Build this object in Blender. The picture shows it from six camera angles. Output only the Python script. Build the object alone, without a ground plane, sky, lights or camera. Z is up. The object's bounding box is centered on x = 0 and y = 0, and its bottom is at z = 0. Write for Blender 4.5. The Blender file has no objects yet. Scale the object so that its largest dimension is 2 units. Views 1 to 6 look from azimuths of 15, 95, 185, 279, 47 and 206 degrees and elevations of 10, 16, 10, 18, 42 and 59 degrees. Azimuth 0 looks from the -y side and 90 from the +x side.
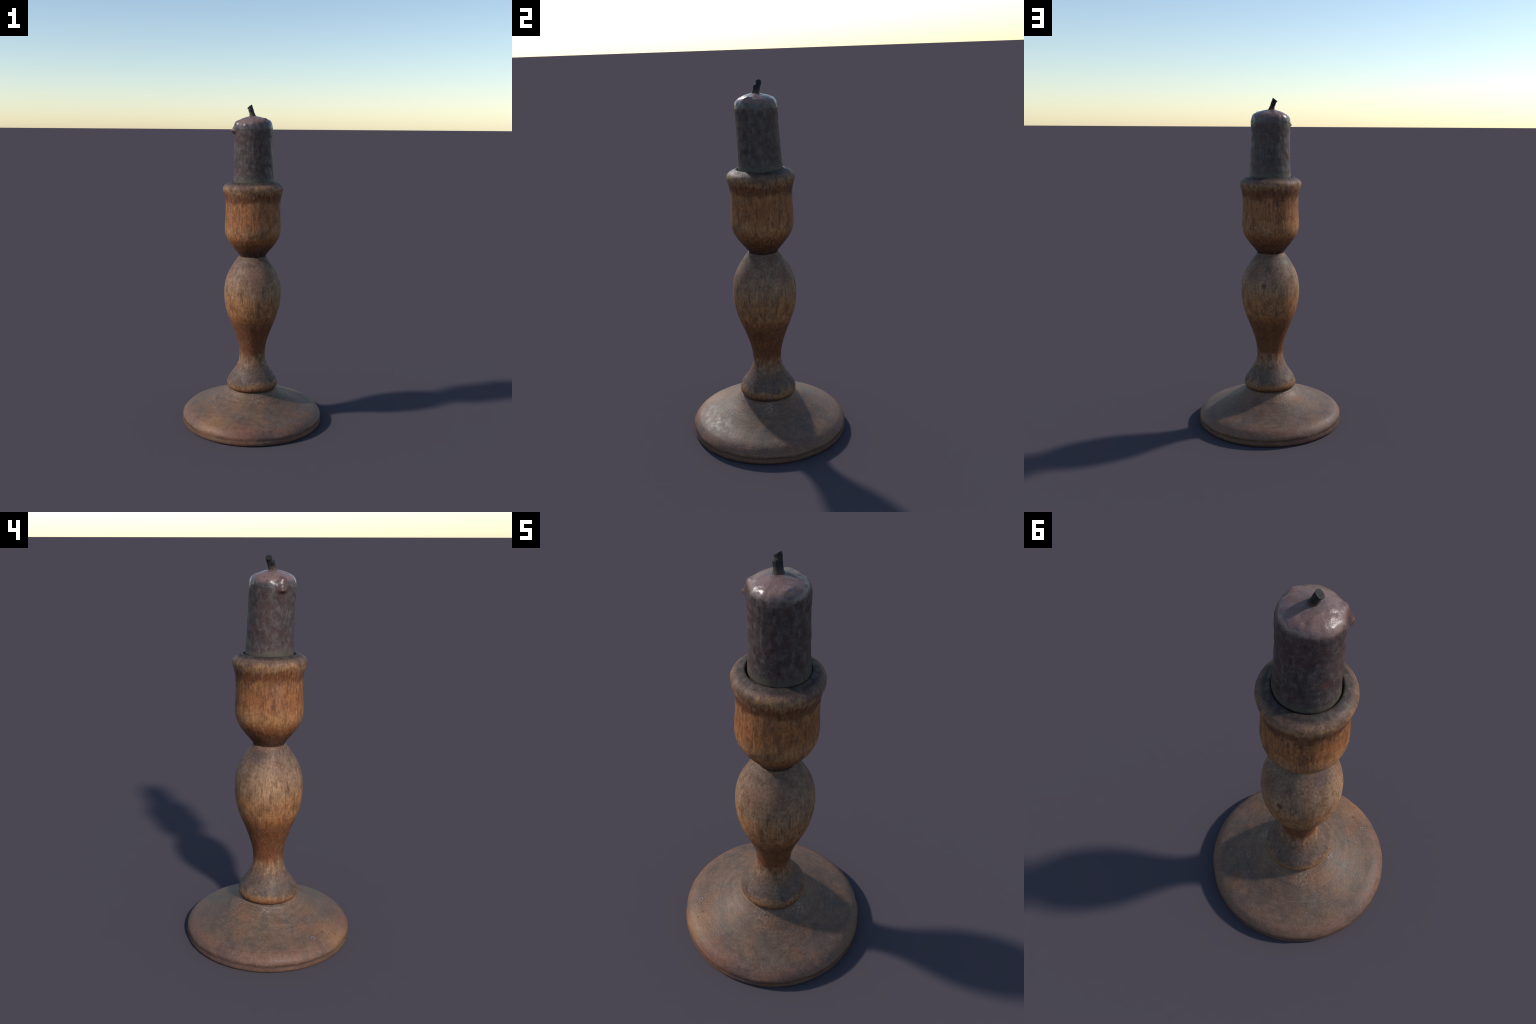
"""Turned wooden candlestick holding a half-burnt, dark wax candle."""
import bpy, bmesh, math, random
from mathutils import Vector, noise

random.seed(7)

# ----------------------------------------------------------------------------
# geometry helpers
# ----------------------------------------------------------------------------

def smooth_profile(points, step=0.004):
    """Catmull-Rom curve through (radius, height) control points, resampled evenly."""
    pts = [Vector((r, z)) for r, z in points]
    ext = [2 * pts[0] - pts[1]] + pts + [2 * pts[-1] - pts[-2]]
    out = [pts[0].copy()]
    for i in range(1, len(ext) - 2):
        p0, p1, p2, p3 = ext[i - 1], ext[i], ext[i + 1], ext[i + 2]
        t0 = 0.0
        t1 = t0 + max((p1 - p0).length, 1e-6) ** 0.5
        t2 = t1 + max((p2 - p1).length, 1e-6) ** 0.5
        t3 = t2 + max((p3 - p2).length, 1e-6) ** 0.5
        n = max(2, int(math.ceil((p2 - p1).length / step)))
        for k in range(1, n + 1):
            t = t1 + (t2 - t1) * k / n
            a1 = p0 * ((t1 - t) / (t1 - t0)) + p1 * ((t - t0) / (t1 - t0))
            a2 = p1 * ((t2 - t) / (t2 - t1)) + p2 * ((t - t1) / (t2 - t1))
            a3 = p2 * ((t3 - t) / (t3 - t2)) + p3 * ((t - t2) / (t3 - t2))
            b1 = a1 * ((t2 - t) / (t2 - t0)) + a2 * ((t - t0) / (t2 - t0))
            b2 = a2 * ((t3 - t) / (t3 - t1)) + a3 * ((t - t1) / (t3 - t1))
            out.append(b1 * ((t2 - t) / (t2 - t1)) + b2 * ((t - t1) / (t2 - t1)))
    return [(max(p.x, 0.0), p.y) for p in out]


def lathe(profile, segments, shape):
    """Revolve a profile; shape(radius, height, angle) returns the finished point."""
    bm = bmesh.new()
    rings = []
    for r, z in profile:
        if r < 1e-5:
            rings.append([bm.verts.new(shape(0.0, z, 0.0))])
        else:
            rings.append([bm.verts.new(shape(r, z, 2 * math.pi * k / segments))
                          for k in range(segments)])
    for a, b in zip(rings, rings[1:]):
        for k in range(segments):
            j = (k + 1) % segments
            if len(a) == 1 and len(b) == 1:
                continue
            if len(a) == 1:
                bm.faces.new((a[0], b[j], b[k]))
            elif len(b) == 1:
                bm.faces.new((a[k], a[j], b[0]))
            else:
                bm.faces.new((a[k], a[j], b[j], b[k]))
    bmesh.ops.recalc_face_normals(bm, faces=bm.faces)
    return bm


def to_object(bm, name, parent, material):
    mesh = bpy.data.meshes.new(name)
    bm.to_mesh(mesh)
    bm.free()
    for p in mesh.polygons:
        p.use_smooth = True
    mesh.materials.append(material)
    obj = bpy.data.objects.new(name, mesh)
    bpy.context.scene.collection.objects.link(obj)
    obj.parent = parent
    return obj


def bump_at(p, centre, radius):
    """Smooth hill of height 1 around a point."""
    q = Vector(p) - Vector(centre)
    if q.z < 0:
        q.z *= 1.5          # steeper underneath, as wax runs
    d = q.length / radius
    return math.exp(-d * d * 2.0)


def nz(x, y, z, s, seed=0.0):
    return noise.noise(Vector((x * s + seed, y * s - seed, z * s + 2 * seed)))


# ----------------------------------------------------------------------------
# node helpers
# ----------------------------------------------------------------------------

class Graph:
    def __init__(self, name):
        self.mat = bpy.data.materials.new(name)
        self.mat.use_nodes = True
        self.nt = self.mat.node_tree
        self.nt.nodes.clear()
        self.out = self.nt.nodes.new('ShaderNodeOutputMaterial')
        self.bsdf = self.nt.nodes.new('ShaderNodeBsdfPrincipled')
        self.nt.links.new(self.bsdf.outputs[0], self.out.inputs[0])
        tc = self.nt.nodes.new('ShaderNodeTexCoord')
        self.P = tc.outputs['Object']
        sep = self.nt.nodes.new('ShaderNodeSeparateXYZ')
        self.link(self.P, sep.inputs[0])
        self.x, self.y, self.z = sep.outputs
        self.r = self.m('SQRT', self.m('ADD', self.m('MULTIPLY', self.x, self.x),
                                       self.m('MULTIPLY', self.y, self.y)))

    def link(self, a, b):
        self.nt.links.new(a, b)

    def put(self, sock, v):
        if hasattr(v, 'is_linked'):
            self.link(v, sock)
        else:
            sock.default_value = v

    def m(self, op, a, b=0.0, c=0.0, clamp=False):
        n = self.nt.nodes.new('ShaderNodeMath')
        n.operation = op
        n.use_clamp = clamp
        for s, v in zip(n.inputs, (a, b, c)):
            self.put(s, v)
        return n.outputs[0]

    def vec(self, x, y, z):
        n = self.nt.nodes.new('ShaderNodeCombineXYZ')
        for s, v in zip(n.inputs, (x, y, z)):
            self.put(s, v)
        return n.outputs[0]

    def scaled(self, sx, sy, sz, shift=0.0):
        n = self.nt.nodes.new('ShaderNodeMapping')
        self.link(self.P, n.inputs['Vector'])
        n.inputs['Scale'].default_value = (sx, sy, sz)
        n.inputs['Location'].default_value = (shift, shift * 1.7, shift * 0.6)
        return n.outputs[0]

    def noise(self, vec, scale=1.0, detail=3.0, rough=0.55, distort=0.0):
        n = self.nt.nodes.new('ShaderNodeTexNoise')
        self.link(vec, n.inputs['Vector'])
        n.inputs['Scale'].default_value = scale
        n.inputs['Detail'].default_value = detail
        n.inputs['Roughness'].default_value = rough
        n.inputs['Distortion'].default_value = distort
        return n.outputs['Fac']

    def step(self, v, lo, hi, a=0.0, b=1.0):
        n = self.nt.nodes.new('ShaderNodeMapRange')
        n.interpolation_type = 'SMOOTHSTEP'
        for s, val in zip(n.inputs, (v, lo, hi, a, b)):
            self.put(s, val)
        return n.outputs[0]

    def ramp(self, v, stops):
        n = self.nt.nodes.new('ShaderNodeValToRGB')
        self.link(v, n.inputs[0])
        el = n.color_ramp.elements
        while len(el) > 1:
            el.remove(el[-1])
        el[0].position, el[0].color = stops[0][0], (*stops[0][1], 1)
        for p, c in stops[1:]:
            e = el.new(p)
            e.color = (*c, 1)
        return n.outputs['Color']

    def mix(self, f, a, b, mode='MIX'):
        n = self.nt.nodes.new('ShaderNodeMix')
        n.data_type = 'RGBA'
        n.blend_type = mode
        self.put(n.inputs[0], f)
        for s, v in ((n.inputs[6], a), (n.inputs[7], b)):
            if isinstance(v, tuple):
                s.default_value = (*v, 1)
            else:
                self.link(v, s)
        return n.outputs[2]

    def gain(self, col, f):
        """Multiply a colour by a scalar."""
        n = self.nt.nodes.new('ShaderNodeVectorMath')
        n.operation = 'SCALE'
        self.link(col, n.inputs[0])
        self.put(n.inputs['Scale'], f)
        return n.outputs[0]

    def spot(self, centre, radius, wobble=None, amount=0.0, edge=0.35):
        """1 inside a blob around a point, with a noisy edge."""
        n = self.nt.nodes.new('ShaderNodeVectorMath')
        n.operation = 'DISTANCE'
        self.link(self.P, n.inputs[0])
        n.inputs[1].default_value = centre
        d = n.outputs['Value']
        if wobble is not None:
            d = self.m('ADD', d, self.m('MULTIPLY', self.m('SUBTRACT', wobble, 0.5), amount))
        return self.step(d, radius * (1 - edge), radius * (1 + edge), 1.0, 0.0)

    def bump(self, height, strength, distance, normal=None):
        n = self.nt.nodes.new('ShaderNodeBump')
        n.inputs['Strength'].default_value = strength
        n.inputs['Distance'].default_value = distance
        self.link(height, n.inputs['Height'])
        if normal is not None:
            self.link(normal, n.inputs['Normal'])
        return n.outputs[0]

    def finish(self, color, rough, normal=None, spec=0.5):
        self.put(self.bsdf.inputs['Base Color'], color)
        self.put(self.bsdf.inputs['Roughness'], rough)
        self.put(self.bsdf.inputs['Specular IOR Level'], spec)
        if normal is not None:
            self.link(normal, self.bsdf.inputs['Normal'])
        return self.mat


def upright_wood(name, z0, z1, stops, pore_zone, extra=None):
    """Old stained wood with vertical grain; stops give the wear zones by height."""
    g = Graph(name)
    big = g.noise(g.P, 7.0, 4, 0.6)
    med = g.noise(g.scaled(26, 26, 16, 3.1), 1.0, 4, 0.65)
    streak = g.noise(g.scaled(75, 75, 9, 1.3), 1.0, 4, 0.65)
    fine = g.noise(g.scaled(210, 210, 34, 5.0), 1.0, 3, 0.6)
    pores = g.noise(g.scaled(120, 120, 15, 9.0), 1.0, 2, 0.5)
    mott = g.noise(g.scaled(95, 95, 70, 2.0), 1.0, 3, 0.6)

    # wear zones: the zone borders are ragged along the grain
    zz = g.m('ADD', g.z, g.m('MULTIPLY', g.m('SUBTRACT', streak, 0.5), 0.055))
    zz = g.m('ADD', zz, g.m('MULTIPLY', g.m('SUBTRACT', med, 0.5), 0.075))
    zz = g.m('ADD', zz, g.m('MULTIPLY', g.m('SUBTRACT', big, 0.5), 0.10))
    t = g.m('DIVIDE', g.m('SUBTRACT', zz, z0), z1 - z0, clamp=True)
    col = g.ramp(t, [((z - z0) / (z1 - z0), c) for z, c in stops])

    # stain left in patches, worn in others
    stain = g.m('MULTIPLY', g.step(med, 0.50, 0.66), g.step(big, 0.36, 0.58))
    col = g.mix(g.m('MULTIPLY', stain, 0.55), col, (0.130, 0.058, 0.030))
    bare = g.m('MULTIPLY', g.step(streak, 0.54, 0.70), g.step(big, 0.60, 0.40))
    col = g.mix(g.m('MULTIPLY', bare, 0.30), col, (0.30, 0.18, 0.088))
    # cool dust film
    dust = g.step(g.noise(g.scaled(9, 9, 7, 7.7), 1.0, 4, 0.65), 0.50, 0.74)
    col = g.mix(g.m('MULTIPLY', dust, 0.32), col, (0.130, 0.096, 0.072))
    if extra:
        col = extra(g, col, big, med, streak)
    # grain contrast
    lines = streak
    if name == 'stem_wood':
        turned_rings = g.noise(g.scaled(9, 9, 260, 4.0), 1.0, 3, 0.6)
        k = g.step(g.z, 0.36, 0.31)
        lines = g.m('ADD', g.m('MULTIPLY', turned_rings, k), g.m('MULTIPLY', streak, g.m('SUBTRACT', 1.0, k)))
    soft = g.step(pore_zone(g), 0.2, 1.0, 0.45, 1.0)
    col = g.gain(col, g.m('ADD', 1.0, g.m('MULTIPLY', soft, g.step(lines, 0.28, 0.72, -0.23, 0.22))))
    col = g.gain(col, g.step(med, 0.30, 0.70, 1.14, 0.84))
    col = g.gain(col, g.step(fine, 0.25, 0.75, 0.82, 1.18))
    col = g.gain(col, g.step(mott, 0.28, 0.72, 0.76, 1.20))
    dark = g.m('MULTIPLY', g.step(pores, 0.57, 0.66), g.step(big, 0.40, 0.54))
    dark = g.m('MULTIPLY', dark, pore_zone(g))
    col = g.mix(g.m('MULTIPLY', dark, 0.60), col, (0.055, 0.030, 0.022))

    col = g.mix(1.0, col, (1.06, 0.935, 0.94), 'MULTIPLY')
    h = g.m('ADD', g.m('MULTIPLY', streak, 0.6), g.m('MULTIPLY', fine, 0.4))
    nrm = g.bump(h, 0.35, 0.004)
    rough = g.step(med, 0.3, 0.7, 0.50, 0.68)
    return g.finish(col, rough, nrm, 0.22)


# zone colours (linear albedo)
GREY = (0.116, 0.080, 0.056)
TAN = (0.245, 0.150, 0.082)
GOLD = (0.290, 0.147, 0.060)
AMBER = (0.248, 0.106, 0.038)
RUST = (0.142, 0.057, 0.023)
UMBER = (0.078, 0.040, 0.022)


def stem_material():
    def extra(g, col, big, med, streak):
        p = g.spot((-0.107, 0.046, 1.03), 0.036, med, 0.04)
        col = g.mix(g.m('MULTIPLY', p, 0.75), col, (0.085, 0.060, 0.055))
        p = g.spot((-0.135, -0.065, 0.985), 0.042, med, 0.05)
        col = g.mix(g.m('MULTIPLY', p, 0.65), col, (0.165, 0.085, 0.050))
        p = g.spot((0.02, 0.172, 0.894), 0.013, med, 0.015)
        col = g.mix(g.m('MULTIPLY', p, 0.8), col, (0.05, 0.028, 0.022))
        for c, rad in (((0.03, -0.15, 0.95), 0.055), ((0.12, -0.10, 0.97), 0.045), ((0.10, 0.12, 0.96), 0.05)):
            p = g.spot(c, rad, med, 0.08, 0.6)
            col = g.mix(g.m('MULTIPLY', p, 0.55), col, (0.150, 0.078, 0.046))
        # thumb-worn pale face of the bulge
        p = g.spot((-0.19, -0.02, 0.88), 0.10, streak, 0.10, 0.6)
        col = g.mix(g.m('MULTIPLY', p, 0.45), col, (0.32, 0.205, 0.108))
        # bare wood rubbed through at the neck
        zn = g.m('ADD', g.z, g.m('MULTIPLY', g.m('SUBTRACT', streak, 0.5), 0.07))
        neck = g.m('MULTIPLY', g.step(zn, 0.365, 0.395), g.step(zn, 0.455, 0.435))
        neck = g.m('MULTIPLY', neck, g.step(g.noise(g.scaled(34, 34, 14, 6.6), 1.0, 4, 0.6), 0.46, 0.58))
        col = g.mix(g.m('MULTIPLY', neck, 0.75), col, (0.275, 0.172, 0.092))
        # blue-grey dust lying on the bell
        ring = g.m('MULTIPLY', g.step(g.z, 0.262, 0.285), g.step(g.z, 0.36, 0.325))
        ring = g.m('MULTIPLY', ring, g.step(med, 0.36, 0.60))
        col = g.mix(g.m('MULTIPLY', ring, 0.6), col, (0.096, 0.078, 0.066))
        return col
    return upright_wood('stem_wood', 0.22, 1.08, [
        (0.222, UMBER), (0.232, RUST), (0.246, (0.20, 0.095, 0.038)), (0.262, (0.20, 0.118, 0.058)), (0.290, GREY), (0.335, GREY),
        (0.375, (0.145, 0.092, 0.058)), (0.41, (0.175, 0.098, 0.052)), (0.436, (0.17, 0.080, 0.036)),
        (0.465, RUST), (0.62, RUST), (0.655, (0.165, 0.074, 0.031)), (0.69, AMBER), (0.72, GOLD),
        (0.80, GOLD), (0.86, TAN), (0.95, (0.205, 0.136, 0.083)), (1.03, (0.145, 0.100, 0.067)),
        (1.058, GREY), (1.066, (0.16, 0.100, 0.066))],
        lambda g: g.m('MULTIPLY', g.step(g.z, 0.64, 0.72, 0.2, 1.0), g.step(g.z, 0.96, 0.86, 0.3, 1.0)), extra)


def cup_material():
    def extra(g, col, big, med, streak):
        # soot and dust around the mouth
        soot = g.m('MULTIPLY', g.step(g.m('ADD', g.r, g.m('MULTIPLY', g.m('SUBTRACT', med, 0.5), 0.02)), 0.174, 0.152), g.step(g.z, 1.510, 1.520))
        soot = g.m('MULTIPLY', soot, g.step(med, 0.25, 0.6, 0.45, 1.0))
        return g.mix(g.m('MULTIPLY', soot, 0.92), col, (0.032, 0.030, 0.026))
    return upright_wood('cup_wood', 1.06, 1.56, [
        (1.07, (0.040, 0.024, 0.018)), (1.10, UMBER), (1.14, RUST), (1.18, AMBER),
        (1.21, GOLD), (1.24, GOLD), (1.29, AMBER), (1.36, AMBER), (1.40, (0.24, 0.115, 0.046)),
        (1.425, RUST), (1.452, RUST), (1.472, (0.23, 0.135, 0.065)), (1.490, (0.22, 0.132, 0.066)), (1.507, (0.135, 0.085, 0.058)),
        (1.525, GREY)], lambda g: g.step(g.z, 1.50, 1.45, 0.25, 1.0), extra)


def base_material():
    g = Graph('base_wood')
    big = g.noise(g.P, 5.5, 4, 0.62)
    patch = g.noise(g.scaled(9, 9, 9, 4.4), 1.0, 5, 0.65)
    med = g.noise(g.scaled(30, 30, 30, 1.0), 1.0, 4, 0.65)
    fine = g.noise(g.scaled(150, 150, 150, 2.0), 1.0, 3, 0.6)
    grain = g.noise(g.scaled(22, 130, 130, 6.0), 1.0, 3, 0.6)
    rings = g.noise(g.vec(g.m('MULTIPLY', g.r, 150.0), g.m('MULTIPLY', g.x, 7.0),
                          g.m('MULTIPLY', g.y, 7.0)), 1.0, 3, 0.6)

    col = g.mix(g.step(big, 0.36, 0.62), (0.150, 0.095, 0.062), (0.126, 0.085, 0.060))
    # cool dusty film against warm bare wood
    col = g.mix(g.m('MULTIPLY', g.step(patch, 0.50, 0.62), 0.75), col, (0.104, 0.082, 0.064))
    col = g.mix(g.m('MULTIPLY', g.step(patch, 0.48, 0.34), 0.50), col, (0.190, 0.094, 0.049))
    # handled shoulder: rosy brown
    edge = g.step(g.m('ADD', g.r, g.m('MULTIPLY', g.m('SUBTRACT', med, 0.5), 0.06)), 0.375, 0.425)
    col = g.mix(g.m('MULTIPLY', edge, 0.55), col, (0.165, 0.086, 0.059))
    # dark red-brown lower band of the rim
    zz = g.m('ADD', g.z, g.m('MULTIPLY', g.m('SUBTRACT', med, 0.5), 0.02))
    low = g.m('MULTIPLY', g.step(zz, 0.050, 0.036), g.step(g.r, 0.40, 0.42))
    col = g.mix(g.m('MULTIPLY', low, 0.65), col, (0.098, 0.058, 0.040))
    # ambient darkness of the groove, painted on as a dark band
    gz = g.m('ADD', g.z, g.m('MULTIPLY', g.m('SUBTRACT', g.noise(g.scaled(14, 14, 3, 2.5), 1.0, 3, 0.6), 0.5), 0.022))
    groove_shade = g.m('MULTIPLY', g.step(gz, 0.026, 0.034), g.step(gz, 0.047, 0.037))
    groove_shade = g.m('MULTIPLY', groove_shade, g.m('MULTIPLY', g.step(g.r, 0.41, 0.425), g.step(med, 0.30, 0.55, 0.35, 1.0)))
    col = g.mix(g.m('MULTIPLY', groove_shade, 0.60), col, (0.048, 0.030, 0.023))
    # rubbed orange patch with the nails
    p = g.spot((-0.15, -0.37, 0.10), 0.085, med, 0.10, 0.6)
    col = g.mix(g.m('MULTIPLY', p, 0.65), col, (0.25, 0.135, 0.065))
    p = g.spot((0.05, -0.43, 0.06), 0.10, med, 0.12, 0.6)
    col = g.mix(g.m('MULTIPLY', p, 0.45), col, (0.18, 0.075, 0.045))
    # dark water stain on the rim
    p = g.spot((0.20, -0.40, 0.04), 0.07, med, 0.09, 0.6)
    col = g.mix(g.m('MULTIPLY', p, 0.55), col, (0.070, 0.052, 0.048))
    p = g.spot((-0.40, 0.16, 0.06), 0.07, med, 0.09, 0.6)
    col = g.mix(g.m('MULTIPLY', p, 0.45), col, (0.080, 0.062, 0.060))

    # turning marks and grain
    inner = g.step(g.r, 0.36, 0.24, 0.35, 1.0)
    col = g.gain(col, g.m('ADD', 1.0, g.m('MULTIPLY', inner, g.step(rings, 0.30, 0.70, -0.15, 0.14))))
    col = g.gain(col, g.step(grain, 0.30, 0.70, 0.93, 1.08))
    col = g.gain(col, g.step(med, 0.30, 0.72, 0.84, 1.16))
    col = g.gain(col, g.step(fine, 0.28, 0.72, 0.84, 1.16))
    # scuffs of pale wax and chalky dust
    scuff = g.noise(g.scaled(140, 60, 60, 8.0), 1.0, 3, 0.7)
    for c, rad in (((0.085, -0.145, 0.197), 0.045), ((-0.102, 0.148, 0.198), 0.045),
                   ((-0.17, -0.012, 0.204), 0.022), ((0.17, 0.02, 0.20), 0.045)):
        p = g.m('MULTIPLY', g.spot(c, rad, med, 0.05, 0.6), g.step(scuff, 0.50, 0.62))
        col = g.mix(g.m('MULTIPLY', p, 0.7), col, (0.27, 0.24, 0.20))
    for c in ((-0.242, -0.273, 0.109), (-0.172, -0.348, 0.101)):
        ring = g.m('MULTIPLY', g.spot(c, 0.0095, fine, 0.004, 0.2), g.m('SUBTRACT', 1.0, g.spot(c, 0.0066, fine, 0.002, 0.2)))
        col = g.mix(g.m('MULTIPLY', ring, 0.8 if c[0] < -0.2 else 0.25), col, (0.30, 0.27, 0.235))
    specks = g.noise(g.scaled(85, 85, 85, 11.0), 1.0, 1, 0.4)
    col = g.mix(g.step(specks, 0.745, 0.775, 0.0, 0.6), col, (0.26, 0.21, 0.165))
    spots = g.noise(g.scaled(48, 48, 48, 15.0), 1.0, 1, 0.4)
    col = g.mix(g.step(spots, 0.72, 0.77, 0.0, 0.6), col, (0.055, 0.048, 0.050))

    col = g.mix(1.0, col, (1.05, 0.96, 0.94), 'MULTIPLY')
    h = g.m('ADD', g.m('MULTIPLY', rings, 0.5), g.m('MULTIPLY', fine, 0.5))
    nrm = g.bump(h, 0.22, 0.003)
    nrm = g.bump(g.noise(g.scaled(95, 95, 95, 4.0), 1.0, 2, 0.5), 0.22, 0.004, nrm)
    return g.finish(col, g.step(med, 0.3, 0.7, 0.46, 0.62), nrm, 0.24)


def plain_material(name, color, rough):
    g = Graph(name)
    n = g.noise(g.scaled(160, 160, 160, 1.0), 1.0, 3, 0.6)
    col = g.mix(n, tuple(c * 0.7 for c in color), tuple(c * 1.3 for c in color))
    return g.finish(col, rough, g.bump(n, 0.4, 0.003), 0.3)


CANDLE_Z = 1.46          # candle foot, hidden down in the socket


def wax_material():
    g = Graph('dark_wax')
    big = g.noise(g.scaled(11, 11, 8, 2.0), 1.0, 4, 0.6)
    med = g.noise(g.scaled(38, 38, 24, 5.0), 1.0, 4, 0.65)
    drag = g.noise(g.scaled(60, 60, 14, 8.0), 1.0, 3, 0.6)
    fine = g.noise(g.scaled(150, 150, 150, 3.0), 1.0, 3, 0.6)
    cloud = g.noise(g.scaled(36, 36, 30, 12.0), 1.0, 5, 0.66)
    col = g.mix(g.step(big, 0.34, 0.64), (0.068, 0.037, 0.034), (0.054, 0.039, 0.037))
    # bloom: pale grey haze in cloudy patches
    bloom = g.m('MULTIPLY', g.step(cloud, 0.44, 0.62), g.step(med, 0.34, 0.58, 0.30, 1.0))
    col = g.mix(g.m('MULTIPLY', bloom, 0.58), col, (0.112, 0.090, 0.085))
    col = g.mix(g.m('MULTIPLY', g.m('MULTIPLY', g.step(drag, 0.55, 0.68), g.step(big, 0.40, 0.55)), 0.55),
                col, (0.135, 0.110, 0.104))
    col = g.mix(g.m('MULTIPLY', g.step(med, 0.46, 0.32), 0.7), col, (0.040, 0.019, 0.018))
    # dusty olive skirt just above the socket
    zz = g.m('ADD', g.z, g.m('MULTIPLY', g.m('SUBTRACT', med, 0.5), 0.06))
    col = g.mix(g.step(zz, 0.118, 0.080, 0.0, 0.70), col, (0.088, 0.074, 0.054))
    # remelted crown: pinker, colour brightened to paint in its glossy highlight
    zt = g.m('ADD', g.z, g.m('MULTIPLY', g.m('SUBTRACT', big, 0.5), 0.05))
    zt = g.m('SUBTRACT', zt, g.m('MULTIPLY', g.r, 0.12))
    col = g.mix(g.step(zt, 0.398, 0.428, 0.0, 0.82), col, (0.205, 0.119, 0.099))
    # red wax showing through at the drip and in one spot
    for c, rad, f in (((-0.092, -0.076, 0.440), 0.022, 0.75), ((-0.116, -0.078, 0.384), 0.026, 0.70),
                      ((-0.098, 0.064, 0.198), 0.019, 0.55), ((-0.093, -0.070, 0.412), 0.020, 0.35)):
        p = g.spot(c, rad, cloud, 0.035, 0.4)
        col = g.mix(g.m('MULTIPLY', p, f), col, (0.110, 0.042, 0.036))
    # soot near the wick
    p = g.spot((-0.008, -0.010, 0.470), 0.036, med, 0.025, 0.5)
    col = g.mix(g.m('MULTIPLY', p, 0.55), col, (0.075, 0.070, 0.068))
    # soot pits
    pit = g.noise(g.scaled(62, 62, 62, 21.0), 1.0, 1, 0.4)
    col = g.mix(g.step(pit, 0.70, 0.76, 0.0, 0.7), col, (0.030, 0.024, 0.026))
    col = g.gain(col, g.step(fine, 0.28, 0.72, 0.86, 1.14))
    nrm = g.bump(cloud, 0.30, 0.008)
    nrm = g.bump(fine, 0.12, 0.003, nrm)
    crown = g.step(g.z, 0.36, 0.43)
    rough = g.m('SUBTRACT', g.step(med, 0.3, 0.7, 0.38, 0.56), g.m('MULTIPLY', crown, 0.20))
    return g.finish(col, rough, nrm, g.m('ADD', g.m('MULTIPLY', crown, 0.25), 0.28))


def wick_material():
    g = Graph('charred_wick')
    n = g.noise(g.scaled(180, 180, 70, 1.0), 1.0, 4, 0.65)
    col = g.mix(g.step(n, 0.35, 0.7), (0.009, 0.009, 0.010), (0.030, 0.028, 0.027))
    low = g.step(g.m('ADD', g.z, g.m('MULTIPLY', g.m('SUBTRACT', n, 0.5), 0.02)), 0.497, 0.472)
    col = g.mix(g.m('MULTIPLY', low, 0.6), col, (0.105, 0.062, 0.046))
    ash = g.m('MULTIPLY', g.step(g.z, 0.525, 0.537), g.step(n, 0.50, 0.66))
    col = g.mix(g.m('MULTIPLY', ash, 0.5), col, (0.085, 0.085, 0.088))
    return g.finish(col, 0.65, g.bump(n, 0.5, 0.003), 0.25)


# ----------------------------------------------------------------------------
# candlestick
# ----------------------------------------------------------------------------

def empty(name, z, label, category):
    e = bpy.data.objects.new(name, None)
    e.empty_display_size = 0.2
    e.location = (0, 0, z)
    bpy.context.scene.collection.objects.link(e)
    e["label"] = label
    e["category"] = category
    return e


stick = empty('wooden_candlestick', 0.0,
              'old turned wooden candlestick with worn brown stain', 'candlestick')
candle = empty('candle', CANDLE_Z, 'half burnt dark purple brown wax candle, black wick', 'candle')


def turned(r, z, a, amount, seed):
    """A lathe-turned surface that is slightly out of true."""
    x, y = math.cos(a), math.sin(a)
    k = r + amount * (nz(x * r, y * r, z, 7.0, seed) + 0.4 * nz(x * r, y * r, z, 22.0, seed + 3))
    return Vector((x * k, y * k, z))


# --- base: a wide disc with a rolled shoulder, a shallow groove and a domed top
NICKS = [((-0.13, -0.425, 0.045), 0.028, 0.0035), ((0.12, -0.43, 0.048), 0.035, 0.003),
         ((-0.43, 0.09, 0.04), 0.03, 0.003), ((0.40, -0.19, 0.042), 0.03, 0.003),
         ((-0.30, -0.325, 0.042), 0.026, 0.003), ((0.25, 0.37, 0.05), 0.03, 0.003),
         ((-0.28, 0.34, 0.045), 0.03, 0.0025), ((0.36, 0.26, 0.04), 0.03, 0.0025)]
NAILS = [(-0.242, -0.273), (-0.172, -0.348)]


def base_point(r, z, a):
    p = turned(r, z, a, 0.0016, 1.0)
    if z > 0.002 and r > 0.3:
        # the groove under the shoulder wanders
        side = math.exp(-((z - 0.034 - 0.006 * nz(p.x, p.y, 0, 4.0, 9.0)) / 0.013) ** 2)
        d = side * (0.0034 + 0.0034 * nz(p.x, p.y, 0, 9.0, 5.0))
        for c, rad, depth in NICKS:
            d += depth * bump_at(p, c, rad)
        p.x -= math.cos(a) * d
        p.y -= math.sin(a) * d
    if 0.16 < r < 0.42 and z > 0.06:
        p.z += 0.0016 * nz(p.x, p.y, 0, 11.0, 2.0)
        for x, y in NAILS:
            q = math.hypot(p.x - x, p.y - y) / 0.007
            if q < 3:
                p.z += 0.0012 * math.exp(-(q - 1.3) ** 2 * 4) - 0.003 * math.exp(-q * q * 2)
    # the disc has warped: its -y side stands a little higher
    p.z += min(1.0, max(0.0, z / 0.05)) * max(0.0, min(1.0, (r - 0.16) / 0.06)) * (-0.007 * p.x - 0.002 * p.y)
    return p


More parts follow.
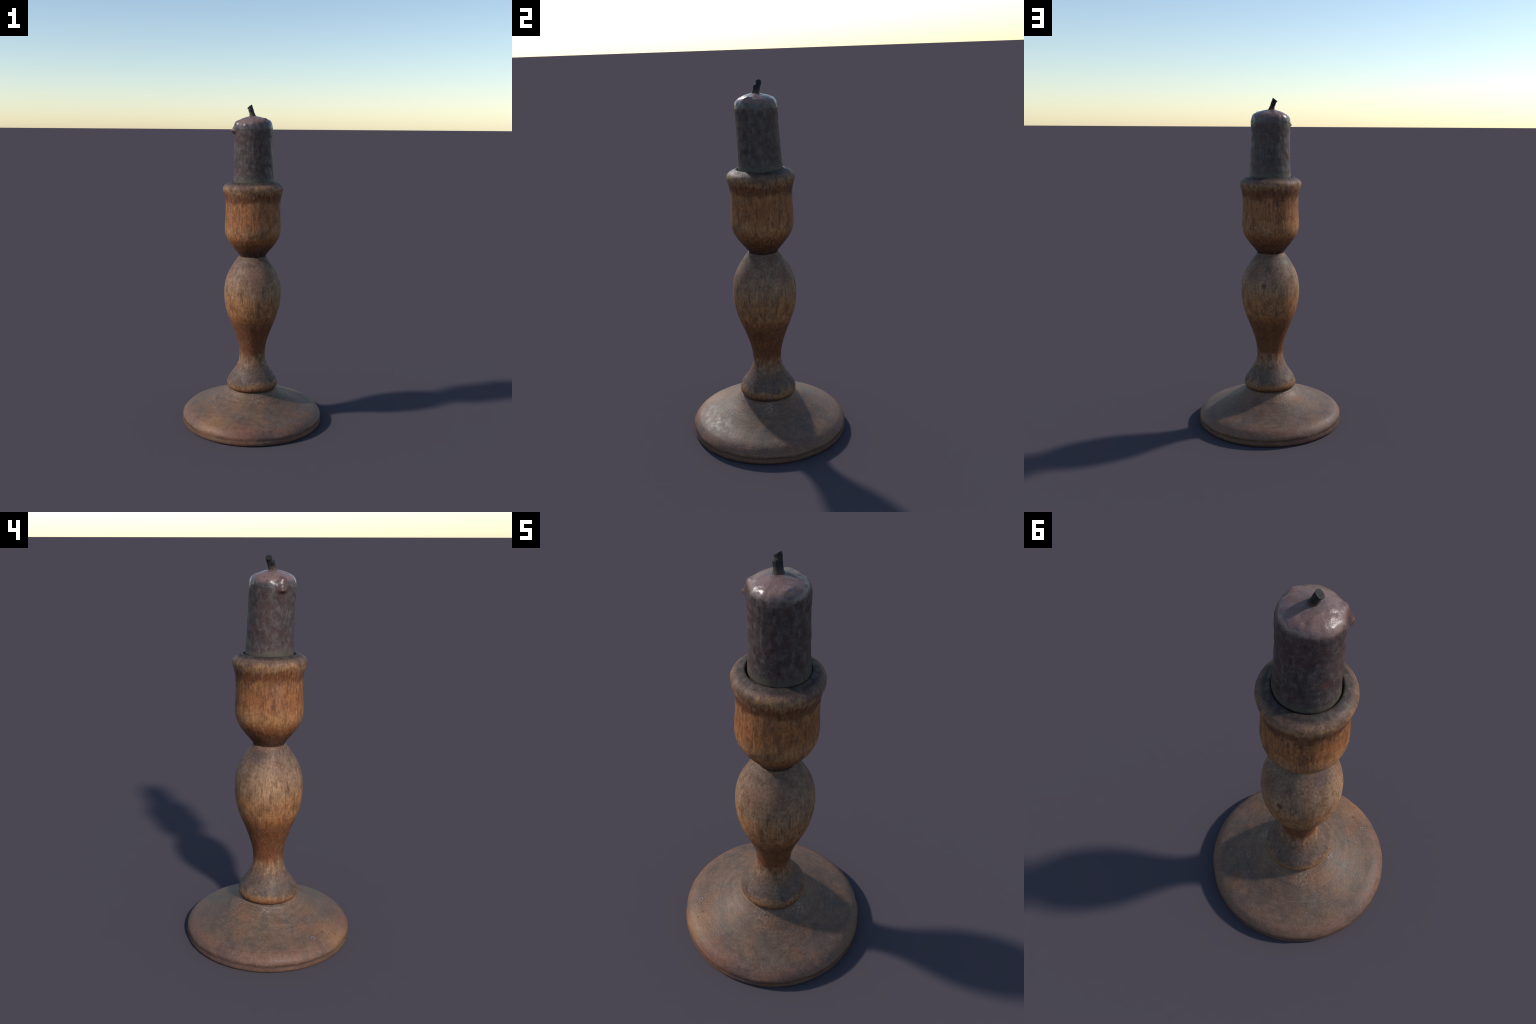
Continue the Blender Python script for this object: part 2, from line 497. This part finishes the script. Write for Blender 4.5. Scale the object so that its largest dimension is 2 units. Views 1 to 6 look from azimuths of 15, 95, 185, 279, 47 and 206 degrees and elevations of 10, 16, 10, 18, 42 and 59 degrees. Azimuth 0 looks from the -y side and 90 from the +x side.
base_profile = [(0.0, 0.0), (0.20, 0.0), (0.425, 0.0)]
base_profile += smooth_profile([
    (0.4370, 0.0015), (0.4430, 0.008), (0.4460, 0.020), (0.4464, 0.035), (0.4430, 0.051),
    (0.4310, 0.0695), (0.4110, 0.0865), (0.3850, 0.0982), (0.3500, 0.1088), (0.3100, 0.1225),
    (0.2700, 0.1400), (0.2350, 0.1575), (0.2050, 0.1740), (0.1800, 0.1915), (0.1640, 0.2060),
    (0.1540, 0.2170), (0.1440, 0.2215), (0.11, 0.223)], 0.004)
base_profile += [(0.0, 0.223)]
base = to_object(lathe(base_profile, 256, base_point), 'base', stick, base_material())

# nail heads sunk in the base
nail_mat = plain_material('nail_iron', (0.070, 0.064, 0.062), 0.75)
nail_bm = lathe(smooth_profile([(0.0058, -0.006), (0.0056, -0.001), (0.004, 0.0004), (0.0, 0.0008)], 0.001),
                20, lambda r, z, a: Vector((r * math.cos(a), r * math.sin(a), z)))
nail = to_object(nail_bm, 'nail', stick, nail_mat)
nail.location = (NAILS[0][0], NAILS[0][1], 0.1083)
nail.rotation_euler = (0.29, -0.26, 0.0)
other = nail.copy()
other.location = (NAILS[1][0], NAILS[1][1], 0.0990)
other.rotation_euler = (0.38, -0.19, 0.0)
other.scale = (0.8, 0.8, 0.8)
bpy.context.scene.collection.objects.link(other)

# --- stem: bell foot, thin neck, baluster bulge
stem_profile = [(0.0, 0.2235)] + smooth_profile([
    (0.143, 0.2235), (0.150, 0.2265), (0.1570, 0.2335), (0.1605, 0.2450), (0.1590, 0.2600),
    (0.1515, 0.2800), (0.1395, 0.3000), (0.1250, 0.3200), (0.1110, 0.3400), (0.0990, 0.3600),
    (0.0868, 0.3900), (0.0818, 0.4200), (0.0810, 0.4500), (0.0837, 0.4800), (0.0912, 0.5200),
    (0.1030, 0.5600), (0.1168, 0.6000), (0.1370, 0.6500), (0.1560, 0.7000), (0.1695, 0.7500),
    (0.1768, 0.8000), (0.1782, 0.8500), (0.1735, 0.9000), (0.1605, 0.9500), (0.1405, 0.9900),
    (0.1225, 1.0200), (0.1085, 1.0400), (0.0950, 1.0580), (0.0865, 1.0695)], 0.004)
stem_profile += [(0.0845, 1.0725), (0.0815, 1.0735), (0.0, 1.0735)]


def stem_point(r, z, a):
    p = turned(r, z, a, 0.0011, 4.0)
    # faint tool rings round the bell
    k = 0.0004 * math.sin(z * 900.0) * math.exp(-((z - 0.285) / 0.03) ** 2)
    # a chipped lower lip
    c = 0.0016 * max(0.0, nz(p.x, p.y, z, 30.0, 8.0)) * math.exp(-((z - 0.2285) / 0.006) ** 2)
    p.x += math.cos(a) * (k - c)
    p.y += math.sin(a) * (k - c)
    return p


stem = to_object(lathe(stem_profile, 168, stem_point), 'stem', stick, stem_material())

# --- cup: tulip socket with a rolled rim
cup_profile = [(0.0, 1.0735)] + smooth_profile([
    (0.0800, 1.0735), (0.0820, 1.0785), (0.0950, 1.0960), (0.1115, 1.1160), (0.1305, 1.1400),
    (0.1570, 1.1800), (0.1705, 1.2150), (0.1742, 1.2550), (0.1722, 1.2950), (0.1695, 1.3400),
    (0.1690, 1.3800), (0.1710, 1.4200), (0.1760, 1.4500), (0.1835, 1.4760), (0.1862, 1.4920),
    (0.1838, 1.5040), (0.1765, 1.5140), (0.1650, 1.5225), (0.1520, 1.5290), (0.1400, 1.5340),
    (0.1315, 1.5352), (0.1276, 1.5315), (0.1268, 1.5100), (0.1268, 1.4620)], 0.004)
cup_profile += [(0.0, 1.4590)]


def cup_point(r, z, a):
    p = turned(r, z, a, 0.0011, 6.0)
    if z > 1.50 and r < 0.16:
        p.z += 0.0018 * nz(p.x, p.y, 0, 14.0, 3.0)
    return p


cup = to_object(lathe(cup_profile, 168, cup_point), 'cup', stick, cup_material())

# ----------------------------------------------------------------------------
# candle
# ----------------------------------------------------------------------------

wax_profile = [(0.0, 1.4600)] + smooth_profile([
    (0.118, 1.4600), (0.1235, 1.466), (0.1243, 1.500), (0.1241, 1.5350), (0.1220, 1.5600),
    (0.1190, 1.6100), (0.1175, 1.6600), (0.1165, 1.7200), (0.1162, 1.7900), (0.1176, 1.8420),
    (0.1172, 1.8640), (0.1125, 1.8860), (0.1020, 1.9020), (0.0850, 1.9130), (0.0600, 1.9220),
    (0.0350, 1.9290), (0.0150, 1.9325), (0.0, 1.9330)], 0.0028)

BUMPS = [  # centre (world), radius, push along the outward direction
    ((0.088, -0.034, 1.917), 0.022, 0.010),     # lump at the crown edge
    ((0.100, -0.045, 1.900), 0.012, -0.005),    # dimple beside it
    ((-0.012, 0.076, 1.913), 0.014, -0.004),    # dimple by the rim
    ((-0.088, -0.062, 1.897), 0.030, 0.011),    # head of the run of wax
    ((-0.097, -0.062, 1.868), 0.022, 0.009),    # its neck
    ((-0.101, -0.058, 1.842), 0.026, 0.022),    # hanging drop
    ((0.110, -0.030, 1.80), 0.02, -0.003),
    ((0.114, 0.030, 1.70), 0.03, 0.003),
    ((0.112, -0.040, 1.63), 0.02, -0.003),
]


def wax_point(r, z, a):
    x, y = math.cos(a), math.sin(a)
    # oval section, leaning towards -y as it rises
    t = (z - 1.54) / 0.25
    p = Vector((x * r * 1.010, y * r * 0.978, z))
    out = Vector((x, y, 0.0)) if z < 1.86 else Vector((p.x * 0.8, p.y * 0.8, 0.10 * (z - 1.85) / 0.08 + 0.01)).normalized()
    d = 0.0022 * nz(p.x, p.y, z, 20.0, 1.0) + 0.0013 * nz(p.x, p.y, z * 0.6, 48.0, 2.0)
    d += 0.0016 * nz(p.x, p.y, z * 0.35, 30.0, 7.0)
    d *= min(1.0, max(0.25, (z - 1.54) / 0.05))
    if z > 1.86:
        d += 0.0016 * min(1.0, r / 0.07) * nz(p.x, p.y, z, 42.0, 11.0)
    if z > 1.88:
        d *= 0.6 + 0.4 * min(1.0, r / 0.1)
    for c, rad, h in BUMPS:
        d += h * bump_at(p, c, rad)
    p += out * d
    # the crown sags towards the run of wax
    if z > 1.85:
        sag = max(0.0, (-0.75 * p.x - 0.65 * p.y)) / 0.11
        p.z -= 0.010 * sag * sag * min(1.0, (z - 1.85) / 0.04)
    p.x += 0.0022
    p.y += 0.0015 - 0.0105 * max(0.0, min(t, 1.25))
    p.z -= CANDLE_Z
    return p


wax_bm = lathe(wax_profile, 208, wax_point)
wax_mesh = bpy.data.meshes.new('whole_wax')
wax_bm.to_mesh(wax_mesh)
wax_bm.free()
for p in wax_mesh.polygons:
    p.use_smooth = True
wax_mat = wax_material()
vertex_normals = [n.vector.copy() for n in wax_mesh.vertex_normals]


def region(name, parent, keep):
    """A part of the continuous wax skin that keeps the whole skin's normals."""
    faces = [p for p in wax_mesh.polygons if keep(p.center)]
    used, verts, polys = {}, [], []
    for f in faces:
        ids = []
        for v in f.vertices:
            if v not in used:
                used[v] = len(verts)
                verts.append(wax_mesh.vertices[v].co.copy())
            ids.append(used[v])
        polys.append(ids)
    me = bpy.data.meshes.new(name)
    me.from_pydata(verts, [], polys)
    for p in me.polygons:
        p.use_smooth = True
    normals = [None] * len(verts)
    for old, new in used.items():
        normals[new] = vertex_normals[old]
    me.normals_split_custom_set_from_vertices(normals)
    me.materials.append(wax_mat)
    ob = bpy.data.objects.new(name, me)
    bpy.context.scene.collection.objects.link(ob)
    ob.parent = parent
    return ob


def in_drip(c):
    d = Vector((c.x + 0.098, c.y + 0.085, c.z - 0.408))
    return abs(math.atan2(c.y + 0.0126, c.x) + 2.58) < 0.24 and -0.052 < d.z < 0.030 and math.hypot(c.x, c.y + 0.01) > 0.085


wax_body = region('wax_body', candle, lambda c: not in_drip(c))
wax_drip = region('wax_drip', candle, in_drip)
bpy.data.meshes.remove(wax_mesh)

# --- wick: two charred strands, fused, leaning to -x, cut off at a slant


def strand(bm, path, sides=20):
    """Tube through (x, y, z, radius) points, closed at both ends."""
    n = len(path)
    rings = []
    for i, (x, y, z, r) in enumerate(path):
        a = Vector(path[max(0, i - 1)][:3])
        b = Vector(path[min(n - 1, i + 1)][:3])
        d = (b - a).normalized()
        u = d.cross(Vector((0, 1, 0))).normalized()
        w = d.cross(u)
        ring = []
        for k in range(sides):
            t = 2 * math.pi * k / sides
            ring.append(bm.verts.new(Vector((x, y, z)) + (u * math.cos(t) + w * math.sin(t)) * r))
        rings.append(ring)
    for a, b in zip(rings, rings[1:]):
        for k in range(sides):
            j = (k + 1) % sides
            bm.faces.new((a[k], a[j], b[j], b[k]))
    bm.faces.new(list(reversed(rings[0])))
    bm.faces.new(rings[-1])


wick_bm = bmesh.new()
strand(wick_bm, [(0.000, -0.006, 1.915, 0.024), (-0.001, -0.007, 1.928, 0.020), (-0.004, -0.006, 1.938, 0.0155),
                 (-0.009, -0.002, 1.952, 0.0138), (-0.014, 0.0005, 1.966, 0.0142),
                 (-0.0205, 0.0030, 1.979, 0.0152), (-0.0255, 0.0045, 1.992, 0.0158), (-0.0275, 0.0050, 2.010, 0.0160)])
for v in wick_bm.verts:          # snuffed off at a slant, high on the +x side
    v.co.z = min(v.co.z, 2.0005 + 0.80 * (v.co.x + 0.0125))
strand(wick_bm, [(-0.002, -0.018, 1.915, 0.022), (-0.004, -0.018, 1.928, 0.0185), (-0.006, -0.016, 1.938, 0.0150),
                 (-0.010, -0.013, 1.952, 0.0128), (-0.0145, -0.0118, 1.962, 0.0130),
                 (-0.0175, -0.0112, 1.970, 0.0128), (-0.0185, -0.0105, 1.9745, 0.0100)])
for v in wick_bm.verts:
    v.co.z -= CANDLE_Z
bmesh.ops.recalc_face_normals(wick_bm, faces=wick_bm.faces)
wick = to_object(wick_bm, 'wick', candle, wick_material())
mod = wick.modifiers.new('fuse', 'REMESH')
mod.mode = 'VOXEL'
mod.voxel_size = 0.0012
mod.use_smooth_shade = True
mod = wick.modifiers.new('soften', 'SMOOTH')
mod.factor = 0.6
mod.iterations = 4
dg = bpy.context.evaluated_depsgraph_get()
fused = bpy.data.meshes.new_from_object(wick.evaluated_get(dg))
wick.modifiers.clear()
wick.data = fused
for v in fused.vertices:
    q = v.co
    s = 0.0009 * nz(q.x, q.y, q.z * 0.5, 110.0, 3.0)
    v.co += v.normal * s
for p in fused.polygons:
    p.use_smooth = True
